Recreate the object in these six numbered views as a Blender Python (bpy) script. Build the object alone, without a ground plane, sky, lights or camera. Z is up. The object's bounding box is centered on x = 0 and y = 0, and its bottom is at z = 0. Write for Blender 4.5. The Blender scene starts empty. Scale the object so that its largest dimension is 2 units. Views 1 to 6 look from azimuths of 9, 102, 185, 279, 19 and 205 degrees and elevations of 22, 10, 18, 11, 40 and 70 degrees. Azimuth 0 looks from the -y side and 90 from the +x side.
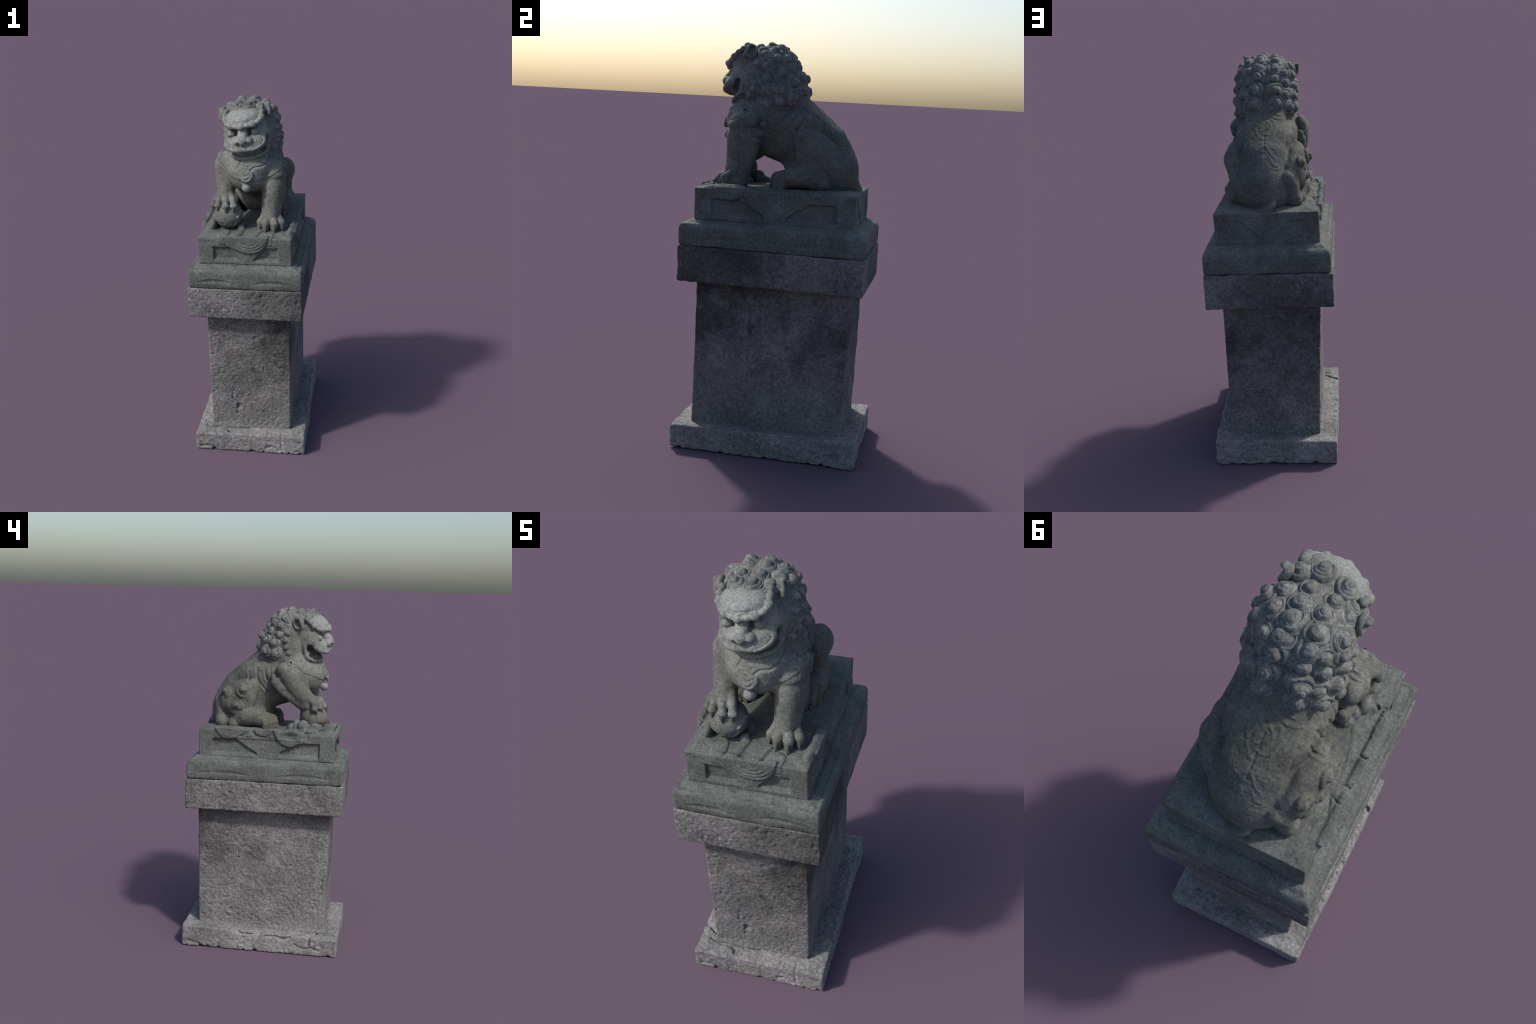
"""Weathered stone guardian lion, seated with one paw on a ball, on a carved block and a rough granite pedestal.

Everything is described with rules: each stone part is a solid built from ellipsoids, tapered limbs,
boxes and engraved / embossed outlines blended together, then meshed, roughened and coloured with nodes.
Frame: metres, z up, the lion faces -y.
"""
import bpy, math
import numpy as np
from mathutils import Vector, Matrix

f32 = np.float32
rng = np.random.default_rng(7)

# ------------------------------------------------------------------ noise
def _hash(ix, iy, iz, seed):
    n = (ix * 374761393 + iy * 668265263 + iz * 1274126177 + seed * 974634533) & 0xFFFFFFFF
    n = ((n ^ (n >> 13)) * 1103515245) & 0xFFFFFFFF
    n = ((n ^ (n >> 15)) * 2246822519) & 0xFFFFFFFF
    return ((n ^ (n >> 16)) & 0xFFFF) / 32767.5 - 1.0

def noise(P, freq, seed=0):
    """smooth value noise in -1..1 at points P (n,3)"""
    Q = P * freq
    I = np.floor(Q).astype(np.int64)
    F = Q - I
    F = F * F * F * (F * (F * 6 - 15) + 10)
    out = 0
    for dx in (0, 1):
        wx = F[:, 0] if dx else 1 - F[:, 0]
        for dy in (0, 1):
            wy = F[:, 1] if dy else 1 - F[:, 1]
            for dz in (0, 1):
                wz = F[:, 2] if dz else 1 - F[:, 2]
                out = out + wx * wy * wz * _hash(I[:, 0] + dx, I[:, 1] + dy, I[:, 2] + dz, seed)
    return out

def fbm(P, freq, octaves=3, seed=0, gain=0.5):
    a, out, tot = 1.0, 0, 0
    for o in range(octaves):
        out = out + a * noise(P, freq * 2.03 ** o, seed + 17 * o)
        tot += a
        a *= gain
    return out / tot

def sstep(e0, e1, x):
    t = np.clip((x - e0) / (e1 - e0), 0, 1)
    return t * t * (3 - 2 * t)

# ------------------------------------------------------------------ solid modelling field
class Field:
    """A block of stone sampled as signed distance: material is added, cut, engraved and embossed."""

    def __init__(self, lo, hi, h):
        self.lo, self.h = np.array(lo, float), h
        self.n = np.ceil((np.array(hi) - self.lo) / h).astype(int) + 1
        self.d = np.full(self.n, 0.06, f32)
        self.lab = np.zeros(self.n, np.int8)

    def box(self, lo, hi, pad=0.0):
        a = np.clip(np.floor((np.array(lo) - pad - self.lo) / self.h).astype(int), 0, self.n)
        b = np.clip(np.ceil((np.array(hi) + pad - self.lo) / self.h).astype(int) + 1, 0, self.n)
        sl = tuple(slice(i, j) for i, j in zip(a, b))
        ax = [(self.lo[i] + self.h * np.arange(a[i], b[i])).astype(f32) for i in range(3)]
        return sl, ax[0][:, None, None], ax[1][None, :, None], ax[2][None, None, :]

    def add(self, prim, k=0.01, lab=None):
        fn, lo, hi = prim
        sl, X, Y, Z = self.box(lo, hi, k + 2.5 * self.h)
        if 0 in self.d[sl].shape:
            return
        a, b = self.d[sl], fn(X, Y, Z)
        if lab is not None:
            self.lab[sl] = np.where(b < a, lab, self.lab[sl])
        if k > 0:
            q = np.clip(k - np.abs(a - b), 0, None) / k
            self.d[sl] = np.minimum(a, b) - q * q * k * 0.25
        else:
            self.d[sl] = np.minimum(a, b)

    def cut(self, prim, k=0.006):
        fn, lo, hi = prim
        sl, X, Y, Z = self.box(lo, hi, k + 2.5 * self.h)
        if 0 in self.d[sl].shape:
            return
        a, b = self.d[sl], -fn(X, Y, Z)
        q = np.clip(k - np.abs(a - b), 0, None) / k
        self.d[sl] = np.maximum(a, b) + q * q * k * 0.25

    def relief(self, lo, hi, fn, lab=None):
        """emboss (+) or engrave (-) by the height fn(X, Y, Z) inside a box"""
        sl, X, Y, Z = self.box(lo, hi)
        v = np.broadcast_to(fn(X, Y, Z), self.d[sl].shape)
        self.d[sl] = self.d[sl] - v.astype(f32)
        if lab is not None:
            self.lab[sl] = np.where(v > 0.002, lab, self.lab[sl])

    def mesh(self):
        d, n = self.d, self.n
        s = d < 0
        c = np.zeros(n - 1, np.int8)
        corners = [(i, j, k) for i in (0, 1) for j in (0, 1) for k in (0, 1)]
        for i, j, k in corners:
            c += s[i:n[0] - 1 + i, j:n[1] - 1 + j, k:n[2] - 1 + k]
        act = np.argwhere((c > 0) & (c < 8))
        vid = np.full(n - 1, -1, np.int32)
        vid[tuple(act.T)] = np.arange(len(act))
        val = {q: d[act[:, 0] + q[0], act[:, 1] + q[1], act[:, 2] + q[2]].astype(float) for q in corners}
        acc, cnt = np.zeros((len(act), 3)), np.zeros(len(act))
        for p in corners:
            for ax in range(3):
                if p[ax] == 0:
                    q = tuple(1 if i == ax else p[i] for i in range(3))
                    a, b = val[p], val[q]
                    m = (a < 0) != (b < 0)
                    t = np.where(m, a / np.where(m, a - b, 1), 0)
                    for i in range(3):
                        acc[:, i] += np.where(m, t if i == ax else p[i], 0)
                    cnt += m
        V = self.lo + self.h * (act + acc / cnt[:, None])
        vlab = self.lab[act[:, 0], act[:, 1], act[:, 2]]
        quads = []
        for ax in range(3):
            u, w = (ax + 1) % 3, (ax + 2) % 3
            A = [slice(None)] * 3
            B = [slice(None)] * 3
            A[ax], B[ax] = slice(0, -1), slice(1, None)
            for o in (u, w):
                A[o] = B[o] = slice(1, -1)
            sa, sb = s[tuple(A)], s[tuple(B)]
            for flip, m in ((False, sa & ~sb), (True, ~sa & sb)):
                e = np.argwhere(m)
                e[:, u] += 1
                e[:, w] += 1
                q = []
                for du, dw in ((-1, -1), (0, -1), (0, 0), (-1, 0)):
                    t = e.copy()
                    t[:, u] += du
                    t[:, w] += dw
                    q.append(vid[tuple(t.T)])
                q = np.stack(q, 1)
                quads.append(q[:, ::-1] if flip else q)
        return V, np.concatenate(quads), vlab

def vertex_normals(V, Q):
    fn = np.cross(V[Q[:, 2]] - V[Q[:, 0]], V[Q[:, 3]] - V[Q[:, 1]])
    N = np.zeros_like(V)
    for i in range(4):
        for a in range(3):
            N[:, a] += np.bincount(Q[:, i], fn[:, a], len(V))
    return N / np.maximum(np.linalg.norm(N, axis=1), 1e-12)[:, None]

def relax(V, Q, times=1, w=0.5):
    e = np.concatenate([Q[:, [0, 1]], Q[:, [1, 2]], Q[:, [2, 3]], Q[:, [3, 0]]])
    cnt = np.bincount(e[:, 0], minlength=len(V))[:, None]
    for _ in range(times):
        S = np.stack([np.bincount(e[:, 0], V[e[:, 1], a], len(V)) for a in range(3)], 1)
        V = V * (1 - w) + w * S / np.maximum(cnt, 1)
    return V

# ------------------------------------------------------------------ primitives: (distance, low corner, high corner)
I3 = np.eye(3)

def ell(c, r, R=I3):
    c, r, R = np.array(c, float), np.array(r, float), np.array(R, float)
    ext = np.sqrt(((R * r[:, None]) ** 2).sum(0))

    def fn(X, Y, Z):
        x, y, z = X - c[0], Y - c[1], Z - c[2]
        q = [(R[i, 0] * x + R[i, 1] * y + R[i, 2] * z).astype(f32) for i in range(3)]
        k0 = np.sqrt(sum((q[i] / f32(r[i])) ** 2 for i in range(3)))
        k1 = np.sqrt(sum((q[i] / f32(r[i] ** 2)) ** 2 for i in range(3)))
        return k0 * (k0 - 1) / np.maximum(k1, 1e-6)
    return fn, c - ext, c + ext

def limb(pts, rad, squash=None):
    """tapered round limb through pts; squash=(axis, factor) flattens it across one axis about its centreline"""
    pts, rad = np.array(pts, float), np.array(rad, float)
    if rad.ndim == 0:
        rad = np.full(len(pts), float(rad))
    m = rad.max()
    lo, hi = pts.min(0) - m, pts.max(0) + m

    def fn(X, Y, Z):
        out = None
        for a, b, ra, rb in zip(pts[:-1], pts[1:], rad[:-1], rad[1:]):
            ab = b - a
            x, y, z = X - f32(a[0]), Y - f32(a[1]), Z - f32(a[2])
            t = np.clip((x * f32(ab[0]) + y * f32(ab[1]) + z * f32(ab[2])) / f32(ab @ ab + 1e-12), 0, 1)
            g = [x - t * f32(ab[0]), y - t * f32(ab[1]), z - t * f32(ab[2])]
            if squash:
                g[squash[0]] = g[squash[0]] / f32(squash[1])
            dd = np.sqrt(g[0] ** 2 + g[1] ** 2 + g[2] ** 2) - (f32(ra) + t * f32(rb - ra))
            if squash:
                dd = dd * f32(min(1.0, squash[1]))
            out = dd if out is None else np.minimum(out, dd)
        return out
    return fn, lo, hi

def slab(lo, hi, r=0.004):
    lo, hi = np.array(lo, float), np.array(hi, float)
    c, e = (lo + hi) / 2, (hi - lo) / 2 - r

    def fn(X, Y, Z):
        q = [np.abs(g - f32(c[i])) - f32(e[i]) for i, g in enumerate((X, Y, Z))]
        o = np.sqrt(sum(np.maximum(v, 0) ** 2 for v in q))
        return o + np.minimum(np.maximum(np.maximum(q[0], q[1]), q[2]), 0) - f32(r)
    return fn, lo, hi

def line_dist(U, V, pts):
    """distance in a plane to a polyline"""
    out = None
    for (a0, a1), (b0, b1) in zip(pts[:-1], pts[1:]):
        u, v, du, dv = U - a0, V - a1, b0 - a0, b1 - a1
        t = np.clip((u * du + v * dv) / (du * du + dv * dv + 1e-12), 0, 1)
        dd = np.sqrt((u - t * du) ** 2 + (v - t * dv) ** 2)
        out = dd if out is None else np.minimum(out, dd)
    return out

def poly_dist(U, V, pts):
    """signed distance in a plane to a closed outline (negative inside)"""
    pts = list(pts)
    dd = line_dist(U, V, pts + pts[:1])
    inside = np.zeros(np.broadcast(U, V).shape, bool)
    for (a0, a1), (b0, b1) in zip(pts, pts[1:] + pts[:1]):
        cond = (a1 > V) != (b1 > V)
        inside ^= cond & (U < (b0 - a0) * (V - a1) / (b1 - a1 if b1 != a1 else 1e-9) + a0)
    return np.where(inside, -dd, dd)

def bump(x):
    """round-topped bump, 1 at x=0 and 0 beyond x=1"""
    x = np.clip(x, 0, 1)
    return (1 - x * x) ** 2

def smooth_line(pts, n=8):
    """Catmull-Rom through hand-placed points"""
    P = np.array(pts, float)
    P = np.vstack([2 * P[0] - P[1], P, 2 * P[-1] - P[-2]])
    out = []
    for i in range(1, len(P) - 2):
        for t in np.arange(n) / n:
            a, b, c, d = P[i - 1], P[i], P[i + 1], P[i + 2]
            out.append(0.5 * (2 * b + (c - a) * t + (2 * a - 5 * b + 4 * c - d) * t * t + (3 * b - a - 3 * c + d) * t ** 3))
    return np.array(out + [P[-2]])

# ------------------------------------------------------------------ materials
def new_mat(name):
    m = bpy.data.materials.new(name)
    m.use_nodes = True
    nt = m.node_tree
    nt.nodes.clear()
    return m, nt

class Nodes:
    def __init__(self, nt):
        self.nt = nt

    def __call__(self, kind, **kw):
        n = self.nt.nodes.new("ShaderNode" + kind)
        ins = kw.pop("ins", {})
        for k, v in kw.items():
            setattr(n, k, v)
        for k, v in ins.items():
            s = n.inputs[k]
            if hasattr(v, "is_output"):
                self.nt.links.new(v, s)
            else:
                s.default_value = v
        return n

    def noise(self, vec, scale, detail=4, rough=0.6, dist=0.0):
        return self("TexNoise", ins={"Vector": vec, "Scale": scale, "Detail": detail, "Roughness": rough, "Distortion": dist}).outputs["Fac"]

    def ramp(self, fac, lo, hi, a=0.0, b=1.0):
        return self("MapRange", interpolation_type="SMOOTHSTEP", ins={"Value": fac, "From Min": lo, "From Max": hi, "To Min": a, "To Max": b}).outputs["Result"]

    def mix(self, fac, a, b, blend="MIX"):
        n = self("Mix", data_type="RGBA", blend_type=blend)
        n.clamp_result = False
        for s, v in ((n.inputs[0], fac), (n.inputs[6], a), (n.inputs[7], b)):
            if hasattr(v, "is_output"):
                self.nt.links.new(v, s)
            else:
                s.default_value = v if not isinstance(v, tuple) or len(v) == 4 else (*v, 1)
        return n.outputs[2]

    def math(self, op, a, b=0.0, clamp=False):
        n = self("Math", operation=op, use_clamp=clamp)
        for s, v in zip(n.inputs, (a, b)):
            if hasattr(v, "is_output"):
                self.nt.links.new(v, s)
            else:
                s.default_value = v
        return n.outputs[0]

    def grey(self, v):
        return self("CombineColor", ins={"Red": v, "Green": v, "Blue": v}).outputs[0]

def stone(name, base, light, dark, moss, spots=(), spot_col=(0.5, 0.5, 0.5), ragged=0.75, speckle=0.28, moss_amt=0.25, grain=0.5, grain_scale=260, patch=9, bump_mm=1.0, black=0.0, black_seed=0.0, offset_random=False):
    m, nt = new_mat(name)
    N = Nodes(nt)
    co = N("TexCoord").outputs["Object"]
    if offset_random:
        rnd = N("ObjectInfo").outputs["Random"]
        co = N("VectorMath", operation="ADD", ins={0: co, 1: N("CombineXYZ", ins={"X": N.math("MULTIPLY", rnd, 7.0), "Y": N.math("MULTIPLY", rnd, 3.0), "Z": rnd}).outputs[0]}).outputs[0]
    big = N.noise(co, patch, 5, 0.62)
    mid = N.noise(co, patch * 4.3, 4, 0.6)
    fine = N.noise(co, grain_scale, 3, 0.7)
    fine2 = N.noise(co, grain_scale * 0.37, 3, 0.7)
    col = N.mix(N.ramp(big, 0.34, 0.68), base, light)
    col = N.mix(N.ramp(N.noise(co, patch * 0.7, 4, 0.6, 0.4), 0.50, 0.72, 0, moss_amt), col, moss)
    col = N.mix(N.ramp(mid, 0.52, 0.74, 0, 0.55), col, dark)
    if black > 0:
        sh = N("VectorMath", operation="ADD", ins={0: co, 1: (black_seed, black_seed * 1.7, 3.1)}).outputs[0]
        a = N.noise(sh, 2.6, 3, 0.55)
        b = N.noise(sh, 38, 5, 0.7)
        mask = N.ramp(N.math("ADD", N.math("MULTIPLY", a, 1.1), N.math("MULTIPLY", b, 0.75)), 0.93, 1.13, 0, black)
        col = N.mix(mask, col, tuple(c * 0.25 for c in dark[:3]))
    for (sx, sy, sz), r0, r1, amt in spots:                      # tinted areas with ragged rims
        dv = N("VectorMath", operation="DISTANCE", ins={0: co, 1: (sx, sy, sz)}).outputs["Value"]
        dv = N.math("ADD", dv, N.math("MULTIPLY", N.math("SUBTRACT", N.noise(co, 9, 6, 0.72), 0.5), ragged))
        col = N.mix(N.ramp(dv, r0, r1, amt, 0.0), col, N.mix(1.0, col, spot_col, "MULTIPLY"))
    speck = N.noise(co, grain_scale * 0.30, 4, 0.75)
    col = N.mix(1.0, col, N.grey(N.ramp(speck, 0.32, 0.68, 1 - speckle, 1 + speckle)), "MULTIPLY")
    g = N.math("ADD", N.ramp(fine, 0.25, 0.75, 1 - grain, 1 + grain), N.ramp(fine2, 0.25, 0.75, -0.35 * grain, 0.35 * grain))
    col = N.mix(1.0, col, N.grey(g), "MULTIPLY")
    pits = N.ramp(N.noise(co, grain_scale * 0.55, 2, 0.5), 0.24, 0.36, 0.55, 1.0)
    col = N.mix(1.0, col, N.grey(pits), "MULTIPLY")
    hgt = N.math("ADD", N.math("MULTIPLY", fine, 0.5), N.math("MULTIPLY", fine2, 1.0))
    hgt = N.math("ADD", hgt, N.math("MULTIPLY", pits, 0.6))
    bp = N("Bump", ins={"Strength": 0.75, "Distance": bump_mm * 0.001, "Height": hgt}).outputs[0]
    bs = N("BsdfPrincipled", ins={"Base Color": col, "Roughness": 0.86, "Normal": bp, "Specular IOR Level": 0.3})
    out = N("OutputMaterial", ins={"Surface": bs.outputs[0]})
    return m

LION = dict(base=(0.083, 0.086, 0.075), light=(0.124, 0.128, 0.116), dark=(0.048, 0.051, 0.044), moss=(0.062, 0.067, 0.047))
PALE_SPOTS = [((0.0, -0.40, 1.82), 0.06, 0.44, 0.95), ((0.05, -0.42, 1.42), 0.08, 0.26, 0.6)]      # paler areas round the face and forepaws
mat_lion = stone("weathered_green_grey_stone", **LION, spots=PALE_SPOTS, spot_col=(1.9, 1.97, 2.12), ragged=0.22, moss_amt=0.5, grain=0.16, grain_scale=330, patch=8, bump_mm=1.2)
mat_curl = stone("weathered_curl_stone", base=(0.112, 0.118, 0.112), light=(0.172, 0.178, 0.172), dark=(0.058, 0.063, 0.058), moss=(0.078, 0.086, 0.067), moss_amt=0.4, grain=0.18, grain_scale=8, patch=0.6, bump_mm=1.0, offset_random=True)
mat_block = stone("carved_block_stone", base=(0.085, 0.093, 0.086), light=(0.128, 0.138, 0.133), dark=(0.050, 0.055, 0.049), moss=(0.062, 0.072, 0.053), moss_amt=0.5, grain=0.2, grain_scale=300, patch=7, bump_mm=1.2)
DIRT_AND_SHADE = [((0.34, -0.30, 0.95), 0.12, 0.50, 0.75), ((0.30, -0.36, 0.66), 0.05, 0.32, 0.65), ((0.32, 0.25, 0.60), 0.0, 0.30, 0.55), ((0.10, -0.42, 0.60), 0.0, 0.22, 0.4), ((-0.05, 0.44, 0.75), 0.1, 0.5, 0.6)]  # black stains; the last spot paints the back's shade into the colour
mat_granite = stone("rough_grey_granite", base=(0.134, 0.131, 0.132), light=(0.186, 0.181, 0.183), dark=(0.075, 0.073, 0.071), moss=(0.100, 0.098, 0.083), moss_amt=0.45, spots=DIRT_AND_SHADE, spot_col=(0.30, 0.30, 0.29), grain=0.42, grain_scale=210, patch=5, bump_mm=2.2, black=0.35, black_seed=4.0)
mat_slab = stone("rough_base_stone", base=(0.165, 0.162, 0.162), light=(0.235, 0.230, 0.234), dark=(0.080, 0.079, 0.075), moss=(0.105, 0.105, 0.085), moss_amt=0.5, grain=0.36, grain_scale=210, patch=6, bump_mm=2.2, black=0.25, black_seed=9.0)

# ------------------------------------------------------------------ objects
root = bpy.data.objects.new("guardian_lion_statue", None)
bpy.context.collection.objects.link(root)
root["label"] = "weathered grey stone guardian lion seated on a tall granite pedestal"
root["category"] = "stone statue"

def make_obj(name, mesh, parent, mat, matrix=None):
    o = bpy.data.objects.new(name, mesh)
    bpy.context.collection.objects.link(o)
    o.parent = parent
    if mat is not None and not mesh.materials:
        mesh.materials.append(mat)
    if matrix is not None:
        o.matrix_world = matrix
    return o

def np_mesh(name, V, Q, normals=None):
    me = bpy.data.meshes.new(name)
    nv, nf, k = len(V), len(Q), Q.shape[1]
    me.vertices.add(nv)
    me.vertices.foreach_set("co", np.ascontiguousarray(V, f32).ravel())
    me.loops.add(nf * k)
    me.loops.foreach_set("vertex_index", np.ascontiguousarray(Q, np.int32).ravel())
    me.polygons.add(nf)
    me.polygons.foreach_set("loop_start", np.arange(0, nf * k, k, dtype=np.int32))
    me.update(calc_edges=True)
    me.polygons.foreach_set("use_smooth", np.ones(nf, bool))
    me.validate()
    if normals is not None:
        me.normals_split_custom_set_from_vertices(normals.tolist())
    return me

def sub_mesh(name, V, Q, N, keep):
    q = Q[keep]
    used, inv = np.unique(q, return_inverse=True)
    return np_mesh(name, V[used], inv.reshape(q.shape), N[used])

# ================================================================== PEDESTAL
def stone_block(name, fld, mat, rough=(0.0022, 75, 0.004, 14), seed=0, mask=None):
    V, Q, _ = fld.mesh()
    V = relax(V, Q, 1, 0.5)
    N = vertex_normals(V, Q)
    a1, f1, a2, f2 = rough
    h = a1 * fbm(V, f1, 3, seed) + a2 * fbm(V, f2, 2, seed + 50)
    pit = np.clip(-noise(V, f1 * 0.6, seed + 90) - 0.45, 0, None) * a1 * 3.2
    h = h - pit
    if mask is not None:
        h = h * mask(V, N)
    V = V + N * (h + 0.3 * a1)[:, None]
    V[:, 2] = np.maximum(V[:, 2], 0.0)
    return make_obj(name, np_mesh(name, V, Q), root, mat)

def prism(z0, z1, xr, yr, r, grow):
    """upright block whose footprint grows by grow(z); xr, yr = (low, high)"""
    lo, hi = (xr[0], yr[0], z0), (xr[1], yr[1], z1)

    def fn(X, Y, Z):
        g = grow(Z)
        qx = np.abs(X - (xr[0] + xr[1]) / 2) - (xr[1] - xr[0]) / 2 - g + r
        qy = np.abs(Y - (yr[0] + yr[1]) / 2) - (yr[1] - yr[0]) / 2 - g + r
        qz = np.abs(Z - (z0 + z1) / 2) - (z1 - z0) / 2 + r
        o = np.sqrt(np.maximum(qx, 0) ** 2 + np.maximum(qy, 0) ** 2 + np.maximum(qz, 0) ** 2)
        return (o + np.minimum(np.maximum(np.maximum(qx, qy), qz), 0) - r).astype(f32)
    return fn, np.array(lo) - 0.03, np.array(hi) + 0.03

# -- base slab
S = Field((-0.335, -0.485, -0.012), (0.335, 0.485, 0.15), 0.005)
sl, X, Y, Z = S.box((-9, -9, -9), (9, 9, 9))
top = 0.121 + 0.010 * (Y / 0.45) + 0.006 * (X / 0.3)
plan = prism(0.0, 0.3, (-0.307, 0.313), (-0.462, 0.453), 0.006, lambda z: 0.0 * z)[0]
fn = lambda X, Y, Z: plan(X + 0.006 * (Y / 0.46) * (X > 0), Y, Z)                     # its right side runs out towards the front
S.d = np.maximum(fn(X, Y, Z), np.broadcast_to(Z - top, S.n)).astype(f32)
S.d = np.maximum(S.d, np.broadcast_to(0.001 - Z, S.n))
crack = smooth_line([(-0.25, -0.375), (-0.2, -0.395), (-0.16, -0.40), (-0.125, -0.405), (-0.12, -0.43)], 4)
S.relief((-0.3, -0.46, 0.09), (0.0, -0.3, 0.15), lambda X, Y, Z: -0.013 * bump(line_dist(X, Y, crack) / 0.009))
crack2 = [(-0.30, -0.30), (-0.27, -0.315), (-0.25, -0.335), (-0.21, -0.345)]
S.relief((-0.31, -0.4, 0.06), (-0.15, -0.25, 0.15), lambda X, Y, Z: -0.016 * bump(line_dist(X, Y, crack2) / 0.010))
crack3 = [(-0.06, -0.372), (-0.03, -0.385), (-0.01, -0.383), (0.0, -0.37)]
S.relief((-0.1, -0.42, 0.09), (0.05, -0.3, 0.15), lambda X, Y, Z: -0.009 * bump(line_dist(X, Y, crack3) / 0.008))
crack4 = [(0.185, 0.12), (0.19, 0.08), (0.186, 0.04), (0.195, 0.0)]
S.relief((0.12, -0.5, 0.0), (0.25, -0.42, 0.13), lambda X, Y, Z: -0.006 * bump(line_dist(X, Z, crack4) / 0.009))
# broken lower rim and chipped arrises
def chips(X, Y, Z):
    u = np.where(np.abs(Y) > 0.44, X, Y)
    low = 0.5 + 0.5 * np.sin(u * 31 + 1.3) * np.sin(u * 57 + 0.4)
    return -0.008 * sstep(0.72, 0.9, low) * sstep(0.025, 0.0, Z)
S.relief((-0.33, -0.48, 0.0), (0.33, 0.48, 0.05), chips)
for pts in ([(0.10, 0.03), (0.125, 0.042), (0.15, 0.035), (0.17, 0.015)], [(-0.28, 0.02), (-0.24, 0.03), (-0.2, 0.01)]):
    S.relief((-0.33, -0.48, 0.0), (0.33, -0.43, 0.10), lambda X, Y, Z, pts=pts: -0.010 * bump(line_dist(X, Z, pts) / 0.011))
for pts in ([(0.42, 0.03), (0.36, 0.02), (0.33, 0.0)], [(-0.22, 0.055), (-0.27, 0.035), (-0.32, 0.045), (-0.36, 0.03)], [(-0.05, 0.095), (-0.10, 0.10), (-0.16, 0.085), (-0.19, 0.10)], [(0.15, 0.11), (0.05, 0.10), (-0.02, 0.11)]):
    S.relief((-0.33, -0.48, 0.0), (-0.28, 0.48, 0.13), lambda X, Y, Z, pts=pts: -0.009 * bump(line_dist(Y, Z, pts) / 0.012))
stone_block("base_slab", S, mat_slab, (0.0034, 85, 0.005, 12), 3)

# -- pillar with a mortar fillet where it stands on the slab
Pf = Field((-0.30, -0.46, 0.10), (0.27, 0.42, 0.86), 0.0036)
sl, X, Y, Z = Pf.box((-9, -9, -9), (9, 9, 9))
fill = 0.011 * np.exp(-np.maximum(Z - 0.118, 0) / 0.013) * (0.35 + 0.65 * sstep(0.0, -0.1, X)) * sstep(0.1, -0.2, Y * 0.6 + X)
t = (Z - 0.12) / 0.72
x0, x1 = -0.220 - 0.016 * t - 0.010 * t * Y / 0.37, 0.232 + 0.0 * t
y0, y1 = -0.380 - 0.004 * t + 0.020 * t * X, 0.368 + 0.006 * t
qx = np.abs(X - (x0 + x1) / 2) - (x1 - x0) / 2 + 0.005
qy = np.abs(Y - (y0 + y1) / 2) - (y1 - y0) / 2 + 0.005
Pf.d = (np.sqrt(np.maximum(qx, 0) ** 2 + np.maximum(qy, 0) ** 2) + np.minimum(np.maximum(qx, qy), 0) - 0.005 - fill).astype(f32)
Pf.d = np.maximum(Pf.d, np.maximum(0.107 - Z, Z - 0.8465))
for c, r in (((0.04, -0.383, 0.69), 0.016), ((0.10, -0.384, 0.685), 0.011), ((0.07, -0.384, 0.715), 0.010), ((0.18, -0.38, 0.51), 0.012), ((0.15, -0.383, 0.42), 0.011), ((-0.06, -0.378, 0.25), 0.018)):
    Pf.cut(ell(c, (r, r * 0.6, r * 0.9)), 0.006)
sc = smooth_line([(-0.09, 0.36), (-0.10, 0.30), (-0.07, 0.27), (-0.075, 0.2)], 4)
Pf.relief((-0.12, -0.41, 0.15), (-0.03, -0.33, 0.4), lambda X, Y, Z: -0.005 * bump(line_dist(X, Z, sc) / 0.010))
for pts in ([(-0.19, 0.30), (-0.21, 0.26), (-0.235, 0.245), (-0.25, 0.20)], [(-0.31, 0.29), (-0.335, 0.27), (-0.34, 0.18), (-0.345, 0.14)], [(-0.1, 0.33), (-0.15, 0.31), (-0.2, 0.25)], [(-0.17, 0.24), (-0.19, 0.21), (-0.2, 0.18)]):
    Pf.relief((-0.27, -0.4, 0.11), (-0.2, 0.0, 0.4), lambda X, Y, Z, pts=pts: -0.0035 * bump(line_dist(Y, Z, pts) / 0.009))

def pillar_mask(V, N):
    smooth_side = sstep(0.4, 0.8, N[:, 0]) * 0.7                       # the +x face is dressed smoother
    patch = sstep(0.26, 0.16, V[:, 2]) * sstep(-0.05, -0.25, V[:, 1]) * sstep(-0.3, -0.8, N[:, 0])
    under = sstep(0.79, 0.81, V[:, 2]) * 0.8                           # smooth band under the cap
    return np.clip(1 - smooth_side - 0.8 * patch - under, 0.1, 1)
stone_block("pillar", Pf, mat_granite, (0.0032, 98, 0.003, 14), 11, pillar_mask)

# -- cap block
C = Field((-0.335, -0.485, 0.825), (0.335, 0.465, 1.03), 0.0038)
cap_fn, cap_lo, cap_hi = prism(0.842, 1.0135, (-0.313, 0.306), (-0.459, 0.439), 0.005, lambda z: 0.0 * z)
C.add((lambda X, Y, Z: cap_fn(X + 0.002 * (Y / 0.44) * (X < 0), Y, Z), cap_lo, cap_hi), 0)
stone_block("cap_block", C, mat_granite, (0.0030, 95, 0.003, 14), 23, lambda V, N: np.clip(1 - 0.5 * sstep(0.4, 0.8, N[:, 0]) - 0.5 * sstep(0.4, 0.8, N[:, 1]), 0.1, 1))

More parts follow.
